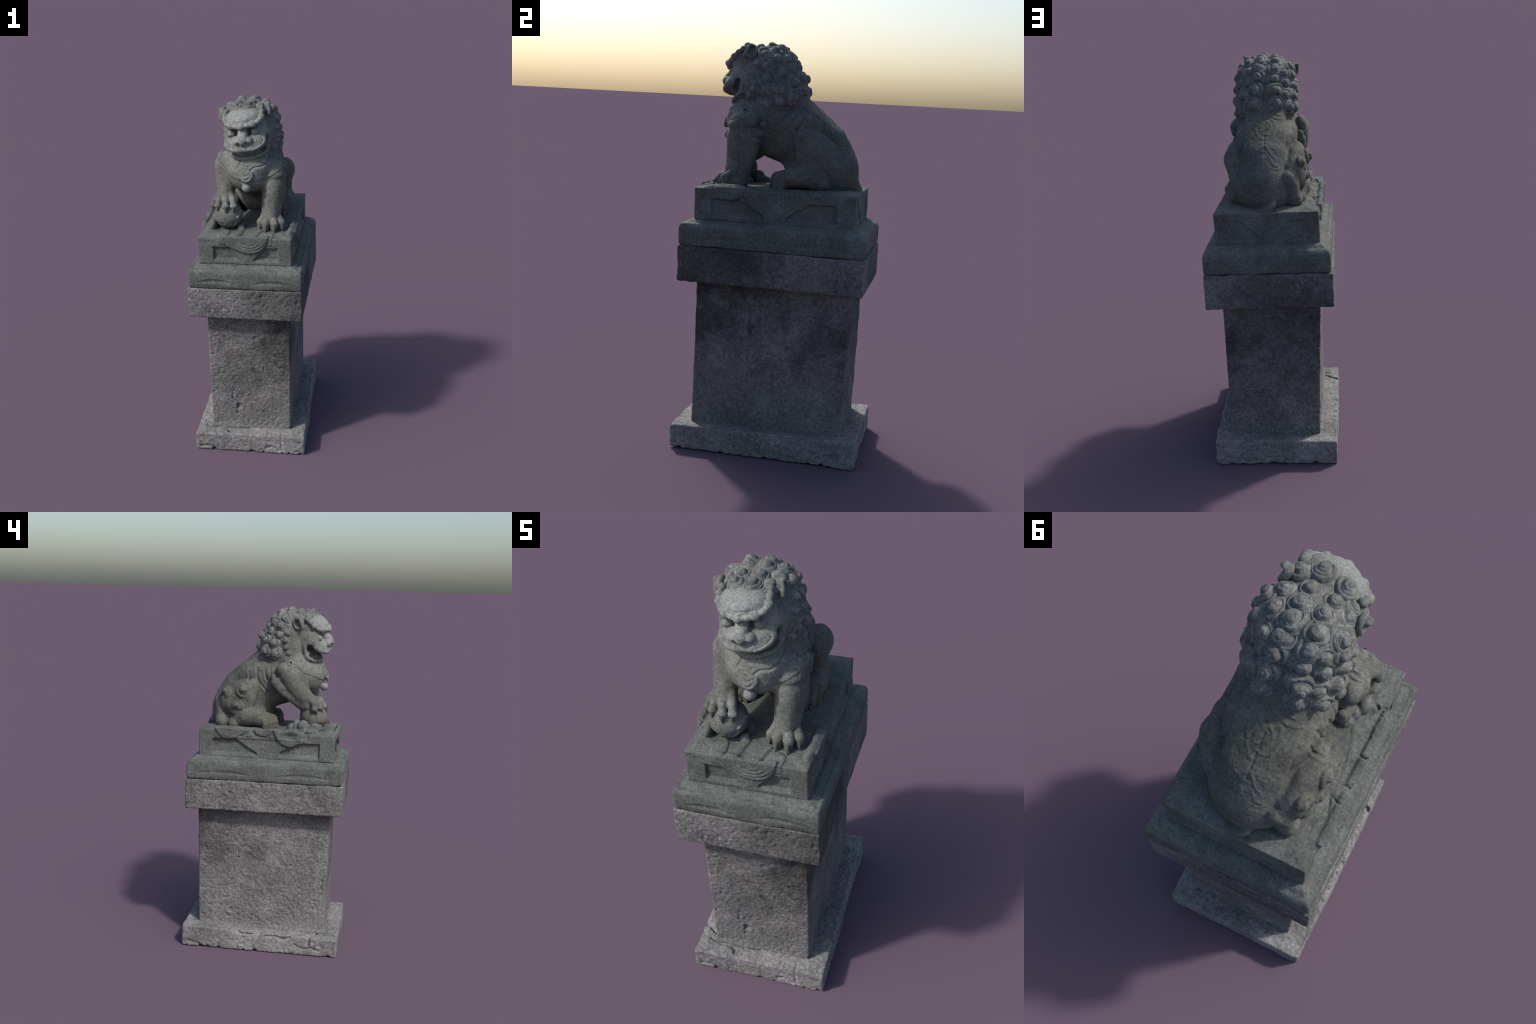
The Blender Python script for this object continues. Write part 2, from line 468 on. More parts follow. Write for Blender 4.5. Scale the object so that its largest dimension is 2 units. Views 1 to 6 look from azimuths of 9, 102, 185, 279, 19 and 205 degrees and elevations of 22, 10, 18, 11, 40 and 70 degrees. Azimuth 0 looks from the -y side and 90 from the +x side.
# -- moulding with a rounded shoulder and faint panels
M = Field((-0.335, -0.485, 0.995), (0.335, 0.465, 1.165), 0.004)
sl, X, Y, Z = M.box((-9, -9, -9), (9, 9, 9))
def mould_grow(z):
    cove = -0.004 * sstep(1.045, 1.012, z)
    shoulder = -0.030 * (1 - np.sqrt(np.clip(1 - (np.clip((z - 1.098) / 0.034, 0, 1)) ** 2, 0, 1)))
    return cove + shoulder
fn, lo, hi = prism(1.0145, 1.30, (-0.309, 0.307), (-0.461, 0.436), 0.010, mould_grow)
# top slopes up towards the carved block
edge = np.minimum(np.minimum(X + 0.307, 0.307 - X), np.minimum(Y + 0.461, 0.436 - Y))
topz = 1.129 + 0.014 * sstep(0.02, 0.055, edge) + 0.006 * (Y / 0.45)
M.d = np.maximum(fn(X, Y, Z), (Z - topz) * 0.95).astype(f32)
M.d = np.maximum(M.d, np.broadcast_to(1.0145 - Z, M.n))
def faint_panels(u0s, face):
    for us in u0s:
        pts = [(us[0], 1.050), (us[1], 1.070), (us[2], 1.070), (us[3], 1.050)]
        if face[0] == "y":
            M.relief((-0.34, -0.5, 1.0), (0.34, -0.42, 1.1), lambda X, Y, Z: -0.0045 * sstep(0.002, -0.004, poly_dist(X, Z, pts)))
        else:
            lo = (0.28, -0.5, 1.0) if face == "x" else (-0.34, -0.5, 1.0)
            hi = (0.34, 0.5, 1.1) if face == "x" else (-0.28, 0.5, 1.1)
            M.relief(lo, hi, lambda X, Y, Z: -0.004 * sstep(0.002, -0.004, poly_dist(Y, Z, pts)))
faint_panels([(-0.265, -0.206, -0.118, -0.058), (0.041, 0.11, 0.185, 0.252)], "y")
faint_panels([(-0.40, -0.29, -0.17, -0.06), (0.05, 0.16, 0.28, 0.39)], "x")
faint_panels([(-0.40, -0.29, -0.17, -0.06), (0.05, 0.16, 0.28, 0.39)], "-x")
M.cut(ell((-0.27, 0.44, 1.135), (0.07, 0.012, 0.014)), 0.01)
stone_block("moulding_slab", M, mat_block, (0.0013, 85, 0.003, 12), 31)

# -- carved block under the lion, with sunk panels and hanging cloth
B = Field((-0.29, -0.445, 1.125), (0.285, 0.405, 1.385), 0.0034)
sl, X, Y, Z = B.box((-9, -9, -9), (9, 9, 9))
fn, lo, hi = slab((-0.256, -0.402, 1.138), (0.247, 0.373, 1.60), 0.004)
bedge = np.minimum(np.minimum(X + 0.256, 0.247 - X), np.minimum(Y + 0.402, 0.373 - Y))
btop = 1.296 + 0.0175 * (Y + 0.013) + 0.011 * sstep(0.0, 0.07, bedge)
B.d = np.maximum(fn(X, Y, Z), Z - btop).astype(f32)

def sunk(face, pts, depth=0.0145):
    def fn(X, Y, Z):
        U = X if face in ("front", "back") else Y
        pd = poly_dist(U, Z, pts)
        return -depth * sstep(0.0015, -0.0035, pd) * np.clip((Z - 1.154) / 0.018, 0.0, 1)
    rng_ = {"front": ((-0.3, -0.45, 1.13), (0.3, -0.37, 1.29)), "back": ((-0.3, 0.34, 1.13), (0.3, 0.41, 1.29)),
            "right": ((0.21, -0.45, 1.13), (0.29, 0.41, 1.29)), "left": ((-0.29, -0.45, 1.13), (-0.22, 0.41, 1.29))}[face]
    B.relief(*rng_, fn)

sunk("front", [(-0.174, 1.237), (-0.09, 1.236), (-0.028, 1.165), (-0.028, 1.154), (-0.174, 1.154)])
sunk("front", [(0.174, 1.237), (0.107, 1.236), (0.040, 1.165), (0.040, 1.154), (0.174, 1.154)])
sunk("right", [(-0.317, 1.243), (-0.178, 1.245), (-0.062, 1.178), (-0.062, 1.154), (-0.317, 1.154)])
sunk("right", [(0.286, 1.250), (0.162, 1.248), (0.050, 1.180), (0.050, 1.154), (0.286, 1.154)])
sunk("left", [(0.297, 1.244), (0.157, 1.246), (0.038, 1.172), (0.038, 1.154), (0.297, 1.154)])
sunk("left", [(-0.318, 1.240), (-0.20, 1.239), (-0.092, 1.182), (-0.092, 1.154), (-0.318, 1.154)])
sunk("back", [(0.20, 1.268), (0.129, 1.268), (0.028, 1.182), (0.028, 1.154), (0.20, 1.154)], 0.006)
sunk("back", [(-0.20, 1.262), (-0.116, 1.261), (-0.044, 1.182), (-0.044, 1.154), (-0.20, 1.154)], 0.006)

def cloth(face, pts, thick, ridges, amp=0.0035, hole=None, smooth=True, centre=(0, 0), flat=1.0):
    """hanging cloth: raised outline with ridges that follow its rim"""
    line = [tuple(p) for p in (smooth_line(pts, 5) if smooth else pts)]

    def fn(X, Y, Z):
        U, W = (X, Y) if face == "top" else ((X, Z) if face in ("front", "back") else (Y, Z))
        pd = poly_dist(U, W, line)
        v = thick * sstep(0.003, -0.007, pd)
        if ridges:
            rr = np.sqrt((U - centre[0]) ** 2 + ((W - centre[1]) * flat) ** 2)      # folds fan out round the hanging point
            v = v + amp * np.cos(rr * ridges * 2 * math.pi) * sstep(-0.002, -0.010, pd) * sstep(1.275, 1.255, W)
        if hole is not None:
            v = v - thick * 1.1 * bump(np.sqrt(((U - hole[0]) / hole[2]) ** 2 + ((W - hole[1]) / hole[3]) ** 2) * 0.75)
        return v * {"front": lambda: sstep(-0.385, -0.398, Y), "right": lambda: sstep(0.230, 0.243, X), "left": lambda: sstep(-0.238, -0.252, X), "top": lambda: sstep(-0.412, -0.400, Y)}[face]()
    box = {"front": ((-0.3, -0.45, 1.13), (0.3, -0.36, 1.34)), "right": ((0.2, -0.45, 1.13), (0.29, 0.41, 1.34)),
           "left": ((-0.29, -0.45, 1.13), (-0.21, 0.41, 1.34)), "top": ((-0.3, -0.45, 1.255), (0.3, 0.41, 1.34))}[face]
    B.relief(*box, fn)

cloth("front", [(-0.140, 1.315), (-0.138, 1.285), (-0.122, 1.258), (-0.06, 1.225), (-0.005, 1.210), (0.045, 1.208), (0.085, 1.226), (0.114, 1.262), (0.130, 1.315)], 0.012, 50, 0.0030, centre=(0.02, 1.292), flat=1.25)
cloth("right", [(-0.308, 1.325), (-0.300, 1.272), (-0.264, 1.239), (-0.227, 1.230), (-0.185, 1.250), (-0.152, 1.29), (-0.15, 1.325)], 0.012, 62, 0.0028, centre=(-0.228, 1.298))
cloth("left", [(0.285, 1.325), (0.270, 1.285), (0.238, 1.256), (0.20, 1.250), (0.165, 1.256), (0.10, 1.288), (0.062, 1.325)], 0.008, 0)
cloth("left", [(0.070, 1.325), (0.050, 1.290), (0.020, 1.272), (-0.012, 1.270), (-0.045, 1.295), (-0.055, 1.325)], 0.009, 0)
cloth("left", [(-0.045, 1.325), (-0.062, 1.285), (-0.088, 1.242), (-0.136, 1.216), (-0.19, 1.220), (-0.232, 1.252), (-0.255, 1.325)], 0.011, 0, hole=(-0.155, 1.275, 0.05, 0.022))
# the cloth lying on top
cloth("top", [(-0.150, -0.44), (-0.153, -0.37), (-0.140, -0.335), (-0.10, -0.318), (-0.088, -0.36), (-0.092, -0.44)], 0.008, 0)
cloth("top", [(-0.088, -0.44), (-0.080, -0.37), (-0.048, -0.31), (-0.030, -0.285), (-0.012, -0.30), (-0.022, -0.35), (-0.04, -0.44)], 0.009, 0)
cloth("top", [(-0.015, -0.44), (0.008, -0.37), (0.035, -0.32), (0.060, -0.297), (0.088, -0.31), (0.070, -0.36), (0.05, -0.44)], 0.009, 0)
cloth("top", [(0.058, -0.44), (0.078, -0.38), (0.10, -0.345), (0.13, -0.34), (0.15, -0.37), (0.132, -0.44)], 0.008, 0)
cloth("top", [(-0.30, -0.20), (-0.215, -0.235), (-0.175, -0.215), (-0.165, -0.165), (-0.20, -0.07), (-0.215, 0.03), (-0.222, 0.12), (-0.215, 0.27), (-0.30, 0.28)], 0.004, 0)
for pts in ([(-0.27, -0.205), (-0.195, -0.236)], [(-0.252, 0.125), (-0.217, 0.11), (-0.235, 0.17)], [(-0.265, 0.047), (-0.231, 0.067)]):
    B.relief((-0.29, -0.3, 1.27), (-0.12, 0.3, 1.34), lambda X, Y, Z, pts=pts: -0.006 * bump(line_dist(X, Y, pts) / 0.007))
B.relief((-0.29, -0.25, 1.27), (-0.12, 0.3, 1.34), lambda X, Y, Z: 0.004 * np.sin(Y * 48 + 9 * X) * sstep(-0.17, -0.21, X) * sstep(0.27, 0.2, Y))
# cloth ruffles at the foot of the ball
for c, r in (((-0.185, -0.215, 1.33), (0.024, 0.035, 0.034)), ((-0.190, -0.285, 1.322), (0.020, 0.040, 0.030)), ((-0.165, -0.180, 1.318), (0.024, 0.026, 0.030)),
             ((-0.215, -0.255, 1.305), (0.026, 0.05, 0.016)), ((-0.145, -0.150, 1.312), (0.030, 0.034, 0.026)), ((-0.125, -0.175, 1.330), (0.030, 0.028, 0.036)), ((-0.045, -0.215, 1.31), (0.026, 0.03, 0.026)), ((-0.040, -0.285, 1.308), (0.02, 0.024, 0.022))):
    B.add(ell(c, r), 0.008)
B.add(limb([(0.228, -0.345, 1.288), (0.232, -0.27, 1.300), (0.232, -0.19, 1.300), (0.228, -0.14, 1.292)], [0.014, 0.019, 0.019, 0.014]), 0.012)
B.cut(limb([(-0.207, -0.26, 1.335), (-0.222, -0.285, 1.318), (-0.226, -0.31, 1.31)], 0.006), 0.006)
B.cut(limb([(-0.207, -0.235, 1.34), (-0.222, -0.235, 1.315), (-0.235, -0.225, 1.30)], 0.006), 0.006)
stone_block("carved_block", B, mat_block, (0.0010, 95, 0.0022, 13), 41)

# ================================================================== LION
HEAD, MANE, TORSO, ARM_L, ARM_R, LEG_L, LEG_R, TAIL, BALL, EAR, EYE, JAW, BROW, COLLAR, BELL, CURLS = range(1, 17)
L = Field((-0.252, -0.405, 1.272), (0.252, 0.41, 2.02), 0.003)

# head frame: turned 6.5 degrees to -x, tilted 9 degrees
yaw, tilt = math.radians(6.5), math.radians(9)
hx = np.array([math.cos(yaw), -math.sin(yaw), 0])
hf = np.array([-math.sin(yaw), -math.cos(yaw), 0])
hx, hu = math.cos(tilt) * hx + math.sin(tilt) * np.array([0, 0, 1.0]), math.cos(tilt) * np.array([0, 0, 1.0]) - math.sin(tilt) * hx
HR = np.array([hx, hf, hu])
HO = np.array([-0.0015, -0.151, 1.8414])
def H(a, f, u):
    return HO + a * hx + f * hf + u * hu
def Hs(pts):
    return [H(*p) for p in pts]

# ---- torso
L.add(limb([(0, -0.09, 1.585), (0, 0.04, 1.545), (0, 0.155, 1.462), (0, 0.183, 1.41)], [0.132, 0.148, 0.158, 0.158], (0, 0.92)), 0.025, TORSO)
L.add(ell((0.004, -0.165, 1.598), (0.140, 0.147, 0.112)), 0.03, TORSO)
L.add(ell((0.045, -0.215, 1.645), (0.085, 0.088, 0.060)), 0.03, TORSO)
L.add(ell((0.002, 0.192, 1.375), (0.149, 0.150, 0.130)), 0.025, TORSO)
L.add(ell((0, -0.095, 1.70), (0.138, 0.145, 0.10)), 0.03, TORSO)
L.add(ell((0, -0.015, 1.625), (0.150, 0.13, 0.085)), 0.03, TORSO)
L.add(ell((0, -0.06, 1.50), (0.100, 0.10, 0.055)), 0.03, TORSO)
L.add(ell((0.01, 0.095, 1.385), (0.138, 0.107, 0.11)), 0.02, TORSO)                     # belly between the hind legs
for s in (-1, 1):
    L.add(ell((s * 0.070 + 0.004, 0.060, 1.600), (0.077, 0.130, 0.076)), 0.03, TORSO)  # saddle of the back
L.add(ell((0.125, -0.115, 1.655), (0.048, 0.070, 0.055)), 0.025, TORSO)
L.add(limb([(0, 0.02, 1.700), (0, 0.11, 1.636), (0, 0.20, 1.556)], [0.066, 0.060, 0.061], (0, 1.9)), 0.025, TORSO)

# ---- hind legs: a broad folded thigh standing proud of the flank, and a long foot
for s, lab in ((1, LEG_L), (-1, LEG_R)):
    ox = 0.009 if s > 0 else -0.002
    up = 0.010 if s > 0 else 0.0
    L.add(limb([(s * 0.142 + ox, 0.100, 1.530 + up), (s * 0.138 + ox, 0.150, 1.505 + up), ((0.113, 0.188, 1.450) if s > 0 else (-0.126, 0.205, 1.455))], [0.050, 0.070, 0.080 if s > 0 else 0.082], (0, 0.86)), 0.007 if s < 0 else 0.014, lab)
    L.add(limb([(s * 0.142 + ox, 0.100, 1.528), (s * 0.150, 0.110, 1.48), (s * 0.140, 0.140, 1.40), (s * 0.124, 0.175, 1.35)], [0.048, 0.050, 0.053, 0.052], (0, 0.94)), 0.008, lab)
    L.add(limb([(s * 0.148 + ox, 0.088, 1.550 + up), (s * 0.150 + ox, 0.13, 1.555 + up), (s * 0.142, 0.185, 1.542), (s * 0.135, 0.235, 1.512)], [0.033, 0.027, 0.024, 0.020]), 0.012, lab)
    dx = 0.002 if s > 0 else -0.006
    L.add(limb([(s * 0.148 + dx, 0.01, 1.340), (s * 0.152 + dx, 0.055, 1.368), (s * 0.147 + dx, 0.12, 1.368), (s * 0.136, 0.190, 1.335)], [0.038, 0.052, 0.055, 0.038]), 0.008, lab)
    L.add(limb([(s * 0.130 + dx, 0.045, 1.372), (s * 0.116 + dx, -0.030, 1.352)], [0.034, 0.030]), 0.010, lab)
    for i, (tx, oy, oz) in enumerate(((-0.042, -0.047, 1.334), (-0.016, -0.044, 1.338), (0.010, -0.024, 1.336), (0.029, 0.004, 1.330))):
        x = s * (0.150 + tx) + dx
        L.add(limb([(s * (0.150 + 0.75 * tx) + dx, 0.035, 1.378), (x, oy + 0.014, oz + 0.030), (x, oy, oz + 0.004), (x, oy + 0.002, oz - 0.022)], [0.014, 0.0165, 0.0185, 0.0165]), 0.005, lab)

# ---- left fore leg (stands upright)
L.add(limb([(0.137, -0.195, 1.605), (0.134, -0.207, 1.545), (0.131, -0.208, 1.49), (0.121, -0.222, 1.41), (0.119, -0.236, 1.345)], [0.057, 0.065, 0.064, 0.055, 0.051], (1, 1.20)), 0.02, ARM_L)
L.add(limb([(0.150, -0.145, 1.56), (0.140, -0.160, 1.48), (0.125, -0.202, 1.38), (0.122, -0.212, 1.31)], [0.036, 0.025, 0.021, 0.021]), 0.025, ARM_L)
L.add(ell((0.138, -0.212, 1.597), (0.058, 0.068, 0.036)), 0.008, ARM_L)
L.add(ell((0.122, -0.235, 1.318), (0.062, 0.060, 0.034)), 0.015, ARM_L)
for (tx, ty), (kx, ky) in (((0.068, -0.280), (0.082, -0.245)), ((0.098, -0.302), (0.106, -0.255)), ((0.144, -0.308), (0.135, -0.257)), ((0.178, -0.276), (0.160, -0.245))):
    L.add(limb([(kx, ky, 1.375), (0.45 * kx + 0.55 * tx, 0.45 * ky + 0.55 * ty, 1.353), (tx, ty + 0.003, 1.342), (tx, ty, 1.315)], [0.015, 0.0195, 0.0225, 0.018]), 0.004, ARM_L)

# ---- right fore leg (reaches forward, paw on the ball)
L.add(limb([(-0.134, -0.120, 1.61), (-0.137, -0.145, 1.565), (-0.136, -0.190, 1.513), (-0.130, -0.228, 1.472), (-0.126, -0.262, 1.455)], [0.064, 0.062, 0.054, 0.048, 0.044]), 0.02, ARM_R)
L.add(limb([(-0.163, -0.045, 1.570), (-0.158, -0.085, 1.523), (-0.146, -0.15, 1.475), (-0.135, -0.200, 1.440)], [0.026, 0.024, 0.023, 0.025]), 0.022, ARM_R)
L.add(ell((-0.142, -0.140, 1.618), (0.050, 0.052, 0.055)), 0.03, ARM_R)
L.add(ell((-0.128, -0.235, 1.440), (0.050, 0.045, 0.036)), 0.015, ARM_R)
for (tx, ty, tz), (kx, ky, kz) in (((-0.190, -0.276, 1.430), (-0.178, -0.272, 1.462)), ((-0.160, -0.303, 1.436), (-0.153, -0.293, 1.467)), ((-0.114, -0.322, 1.440), (-0.115, -0.304, 1.470)), ((-0.072, -0.316, 1.440), (-0.080, -0.298, 1.470))):
    L.add(limb([(0.5 * kx - 0.062, -0.245, 1.478), (kx, ky, kz)], [0.024, 0.0190]), 0.008, ARM_R)
    L.add(limb([(kx, ky, kz), (tx, ty, tz)], [0.0165, 0.0175]), 0.004, ARM_R)
    L.add(ell((tx, ty, tz), (0.0205, 0.018, 0.0155)), 0.004, ARM_R)

# ---- ball
L.add(ell((-0.111, -0.265, 1.376), (0.079, 0.078, 0.079)), 0.004, BALL)
band = smooth_line([(-0.190, 1.35), (-0.15, 1.347), (-0.11, 1.352), (-0.075, 1.368), (-0.05, 1.388), (-0.035, 1.41)], 5)
L.relief((-0.2, -0.36, 1.29), (-0.02, -0.28, 1.44), lambda X, Y, Z: -0.004 * sstep(-0.004, 0.004, 1.349 + 0.02 * sstep(-0.10, -0.05, X) + 0.022 * sstep(-0.06, -0.03, X) - Z))
for pts in ([(-0.125, 1.338), (-0.105, 1.343), (-0.085, 1.341)], [(-0.120, 1.328), (-0.10, 1.331), (-0.082, 1.330)], [(-0.075, 1.32), (-0.06, 1.345), (-0.042, 1.36)], [(-0.055, 1.365), (-0.045, 1.378), (-0.032, 1.392)], [(-0.048, 1.38), (-0.038, 1.397), (-0.03, 1.402)]):
    L.relief((-0.2, -0.36, 1.29), (-0.02, -0.26, 1.44), lambda X, Y, Z, pts=pts: 0.005 * bump(line_dist(X, Z, smooth_line(pts, 3)) / 0.009))

# ---- bib / collar: a raised sheet whose lower rim sags to the middle of the chest
def bib(X, Y, Z):
    rim = 1.577 + 2.0 * (X - 0.02) ** 2 + 0.004 * np.cos(X * 40)
    return 0.0050 * sstep(-0.003, 0.003, Z - rim) * sstep(-0.14, -0.17, Y) * sstep(1.73, 1.70, Z)
L.relief((-0.2, -0.36, 1.55), (0.21, -0.13, 1.74), bib, COLLAR)
for pts in ([(0.019, 1.634), (0.044, 1.654), (0.083, 1.658), (0.104, 1.675), (0.11, 1.69)], [(-0.034, 1.690), (-0.036, 1.668), (-0.048, 1.648)]):
    L.relief((-0.15, -0.36, 1.6), (0.13, -0.2, 1.72), lambda X, Y, Z, pts=pts: -0.0065 * bump(line_dist(X, Z, smooth_line(pts, 4)) / 0.007))

# ---- knot and bell on the chest
for pts, r in (([(-0.028, -0.312, 1.622), (-0.030, -0.322, 1.600), (-0.018, -0.326, 1.588), (0.0, -0.328, 1.583), (0.018, -0.328, 1.590), (0.030, -0.322, 1.606), (0.030, -0.314, 1.626)], 0.0085),
               ([(-0.022, -0.318, 1.612), (-0.008, -0.328, 1.600), (0.006, -0.329, 1.602), (0.020, -0.322, 1.614)], 0.0085),
               ([(-0.016, -0.316, 1.627), (0.0, -0.322, 1.619), (0.018, -0.318, 1.628)], 0.009)):
    L.add(limb(pts, r), 0.004, BELL)
L.add(ell((0, -0.300, 1.607), (0.032, 0.018, 0.032)), 0.008, BELL)
L.add(ell((0.001, -0.308, 1.543), (0.0255, 0.025, 0.0255)), 0.004, BELL)

# ---- shoulder scrolls and elbow beads
L.add(ell((0.177, -0.166, 1.620), (0.030, 0.041, 0.040)), 0.004, ARM_L)
L.add(ell((-0.165, -0.088, 1.645), (0.030, 0.038, 0.040)), 0.004, ARM_R)
for c, s in (((0.176, -0.195, 1.667), 1), ((-0.170, -0.128, 1.682), -1)):
    cy, cz = c[1], c[2]
    L.relief((c[0] - 0.05, cy - 0.03, cz - 0.03), (c[0] + 0.05, cy + 0.03, cz + 0.03),
             lambda X, Y, Z: 0.007 * bump(np.abs(np.sqrt((Y - cy) ** 2 + (Z - cz) ** 2) - 0.011) / 0.007) - 0.004 * bump(np.sqrt((Y - cy) ** 2 + (Z - cz) ** 2) / 0.006))
for c, r in (((0.176, -0.097, 1.605), 0.018), ((0.172, -0.118, 1.562), 0.020), ((0.168, -0.134, 1.524), 0.018)):
    L.add(ell(c, (r, r, r)), 0.006, ARM_L)
for c, r in (((-0.163, -0.034, 1.600), 0.0165), ((-0.172, -0.062, 1.567), 0.0155), ((-0.172, -0.090, 1.538), 0.016)):
    L.add(ell(c, (r, r * 0.9, r * 1.15)), 0.006, ARM_R)

# ---- ribs
for sx, lines in ((-1, ([(0.111, 1.625), (0.105, 1.575)], [(0.066, 1.645), (0.061, 1.596), (0.042, 1.556), (-0.001, 1.506)], [(0.018, 1.640), (0.009, 1.593), (-0.004, 1.565)], [(-0.015, 1.655), (-0.014, 1.61)])),
                  (1, ([(0.006, 1.660), (-0.017, 1.626), (-0.050, 1.600)], [(0.051, 1.655), (0.033, 1.623), (0.008, 1.587)], [(0.09, 1.64), (0.075, 1.61), (0.06, 1.585)]))):
    for pts in lines:
        ln = smooth_line(pts, 4)
        L.relief((-0.2 if sx < 0 else 0.09, -0.1, 1.48), (-0.09 if sx < 0 else 0.2, 0.15, 1.68), lambda X, Y, Z: -0.006 * bump(line_dist(Y, Z, ln) / 0.008) + 0.003 * bump(line_dist(Y - 0.012, Z, ln) / 0.010))

# ---- fur scrolls on the thighs
def body_distance(p):
    i = np.clip(((np.array(p) - L.lo) / L.h), 0, L.n - 2)
    i0 = i.astype(int)
    f = i - i0
    out = 0
    for a in (0, 1):
        for b in (0, 1):
            for c in (0, 1):
                w = (f[0] if a else 1 - f[0]) * (f[1] if b else 1 - f[1]) * (f[2] if c else 1 - f[2])
                out += w * float(L.d[i0[0] + a, i0[1] + b, i0[2] + c])
    return out

def fur_scroll(c, n, r, start, hand):
    """a coil of fur that winds in to a round knob, lying on the thigh and facing n"""
    c, n = np.array(c, float), np.array(n, float)
    n /= np.linalg.norm(n)
    c = c - n * 0.04
    while body_distance(c) < 0.002:                     # slide out until it sits on the surface
        c = c + n * 0.001
    e1 = np.cross(n, (0, 0, 1.0))
    e1 /= np.linalg.norm(e1)
    e2 = np.cross(n, e1)
    pts, rad = [], []
    for t in np.linspace(0, 1, 14):
        ang, rr = start + hand * t * 4.6, r * (1.15 - 0.72 * t)
        pts.append(c + rr * (math.cos(ang) * e1 + math.sin(ang) * e2) - n * (0.007 - 0.012 * t))
        rad.append(r * (0.28 + 0.12 * t))
    L.add(ell(c - n * r * 0.42, (r * 0.95,) * 3), 0.006, lab_scroll)
    L.add(limb(pts, rad), 0.004, lab_scroll)
    L.add(ell(c + n * 0.008, (r * 0.54,) * 3), 0.002, lab_scroll)
lab_scroll = CURLS
fur_scroll((-0.166, 0.232, 1.505), (-0.7, 0.5, 0.4), 0.030, 2.0, 1)
fur_scroll((-0.119, 0.300, 1.458), (-0.5, 0.8, 0.35), 0.030, 3.5, -1)
fur_scroll((-0.194, 0.136, 1.525), (-0.95, -0.05, 0.2), 0.032, 1.5, -1)
fur_scroll((-0.196, 0.171, 1.437), (-0.95, 0.1, 0.1), 0.030, 2.5, 1)
L.add(limb([(-0.115, 0.276, 1.45), (-0.128, 0.272, 1.415), (-0.135, 0.268, 1.36)], [0.032, 0.032, 0.034]), 0.016, LEG_R)
L.add(ell((-0.140, 0.262, 1.338), (0.040, 0.042, 0.042)), 0.008, LEG_R)
L.add(ell((-0.158, 0.190, 1.325), (0.032, 0.034, 0.034)), 0.008, LEG_R)
L.add(limb([(-0.160, 0.150, 1.43), (-0.160, 0.185, 1.40)], [0.028, 0.030]), 0.012, LEG_R)
for c in ((0.163, 0.200, 1.346),):
    L.relief((0.12, 0.15, 1.30), (0.2, 0.25, 1.40), lambda X, Y, Z: 0.011 * sstep(0.030, 0.024, np.sqrt((Y - c[1]) ** 2 + (Z - c[2]) ** 2)) - 0.004 * np.abs(np.sin(np.sqrt((Y - c[1]) ** 2 + (Z - c[2]) ** 2) / 0.0085 * math.pi)) * sstep(0.03, 0.024, np.sqrt((Y - c[1]) ** 2 + (Z - c[2]) ** 2)))

# ---- tail: tuft at the foot of the rump, and a flame motif carved along the spine
L.add(limb([(-0.032, 0.328, 1.350), (-0.032, 0.340, 1.325), (-0.012, 0.350, 1.308), (0.022, 0.346, 1.300)], [0.014, 0.019, 0.021, 0.017]), 0.018, TAIL)
L.relief((-0.02, 0.1, 1.58), (0.02, 0.4, 1.68), lambda X, Y, Z: -0.003 * bump(np.abs(X + 0.004) / 0.005))
def motif(X, Y, Z):
    r = np.sqrt((X + 0.007) ** 2 + ((Z - 1.668) * 1.0) ** 2)
    v = 0.0015 * bump(np.abs(r - 0.044) / 0.006) + 0.0012 * bump(np.abs(r - 0.026) / 0.005)
    for pts in ([(-0.007, 1.70), (-0.03, 1.68), (-0.01, 1.665), (0.012, 1.655)], [(-0.06, 1.672), (-0.045, 1.645), (-0.02, 1.64), (0.0, 1.645)], [(0.05, 1.672), (0.035, 1.645)],
                [(-0.003, 1.60), (0.020, 1.585), (0.034, 1.565), (0.022, 1.550), (0.008, 1.556)], [(-0.003, 1.60), (-0.022, 1.585), (-0.036, 1.562), (-0.046, 1.556), (-0.055, 1.54)], [(0.03, 1.55), (0.045, 1.53), (0.07, 1.503), (0.045, 1.502)], [(-0.03, 1.55), (-0.045, 1.52), (-0.075, 1.497), (-0.05, 1.495)], [(0.0, 1.55), (0.005, 1.52), (-0.005, 1.49)]):
        v = v + 0.0019 * bump(line_dist(X, Z, smooth_line(pts, 4)) / 0.006)
    for pts in ([(-0.02, 1.728), (-0.06, 1.712), (-0.10, 1.704)], [(0.02, 1.728), (0.05, 1.712), (0.08, 1.706)]):
        v = v + 0.003 * bump(np.abs(line_dist(X, Z, smooth_line(pts, 4)) - 0.008) / 0.005)
    return v
L.relief((-0.13, 0.09, 1.47), (0.13, 0.4, 1.75), motif)

# ---- mane: the smooth mass that carries the curls
mane_parts = [ell((0.002, -0.110, 1.862), (0.145, 0.124, 0.112)), ell((0.005, -0.062, 1.795), (0.147, 0.126, 0.090)), ell((0.006, -0.045, 1.745), (0.148, 0.112, 0.060)), ell((0.004, -0.125, 1.790), (0.143, 0.084, 0.100)), ell((0.100, -0.165, 1.800), (0.046, 0.055, 0.095))]
for p in mane_parts:
    L.add(p, 0.03, MANE)

# ---- head masses in the head frame (a = to its left, f = forward, u = up)
L.add(ell(H(0, 0.062, -0.015), (0.108, 0.083, 0.092), HR), 0.02, HEAD)
L.add(ell(H(0.007, 0.056, 0.048), (0.110, 0.118, 0.070), HR), 0.012, HEAD)
for s in (-1, 1):
    L.add(ell(H(s * 0.066, 0.055, -0.060), (0.042, 0.060, 0.060), HR), 0.02, HEAD)
    L.add(ell(H(0.010 + s * 0.050, 0.094, 0.060), (0.042, 0.046, 0.040), HR), 0.02, HEAD)
    L.add(ell(H(s * 0.078, 0.080, -0.010), (0.040, 0.056, 0.050), HR), 0.02, HEAD)
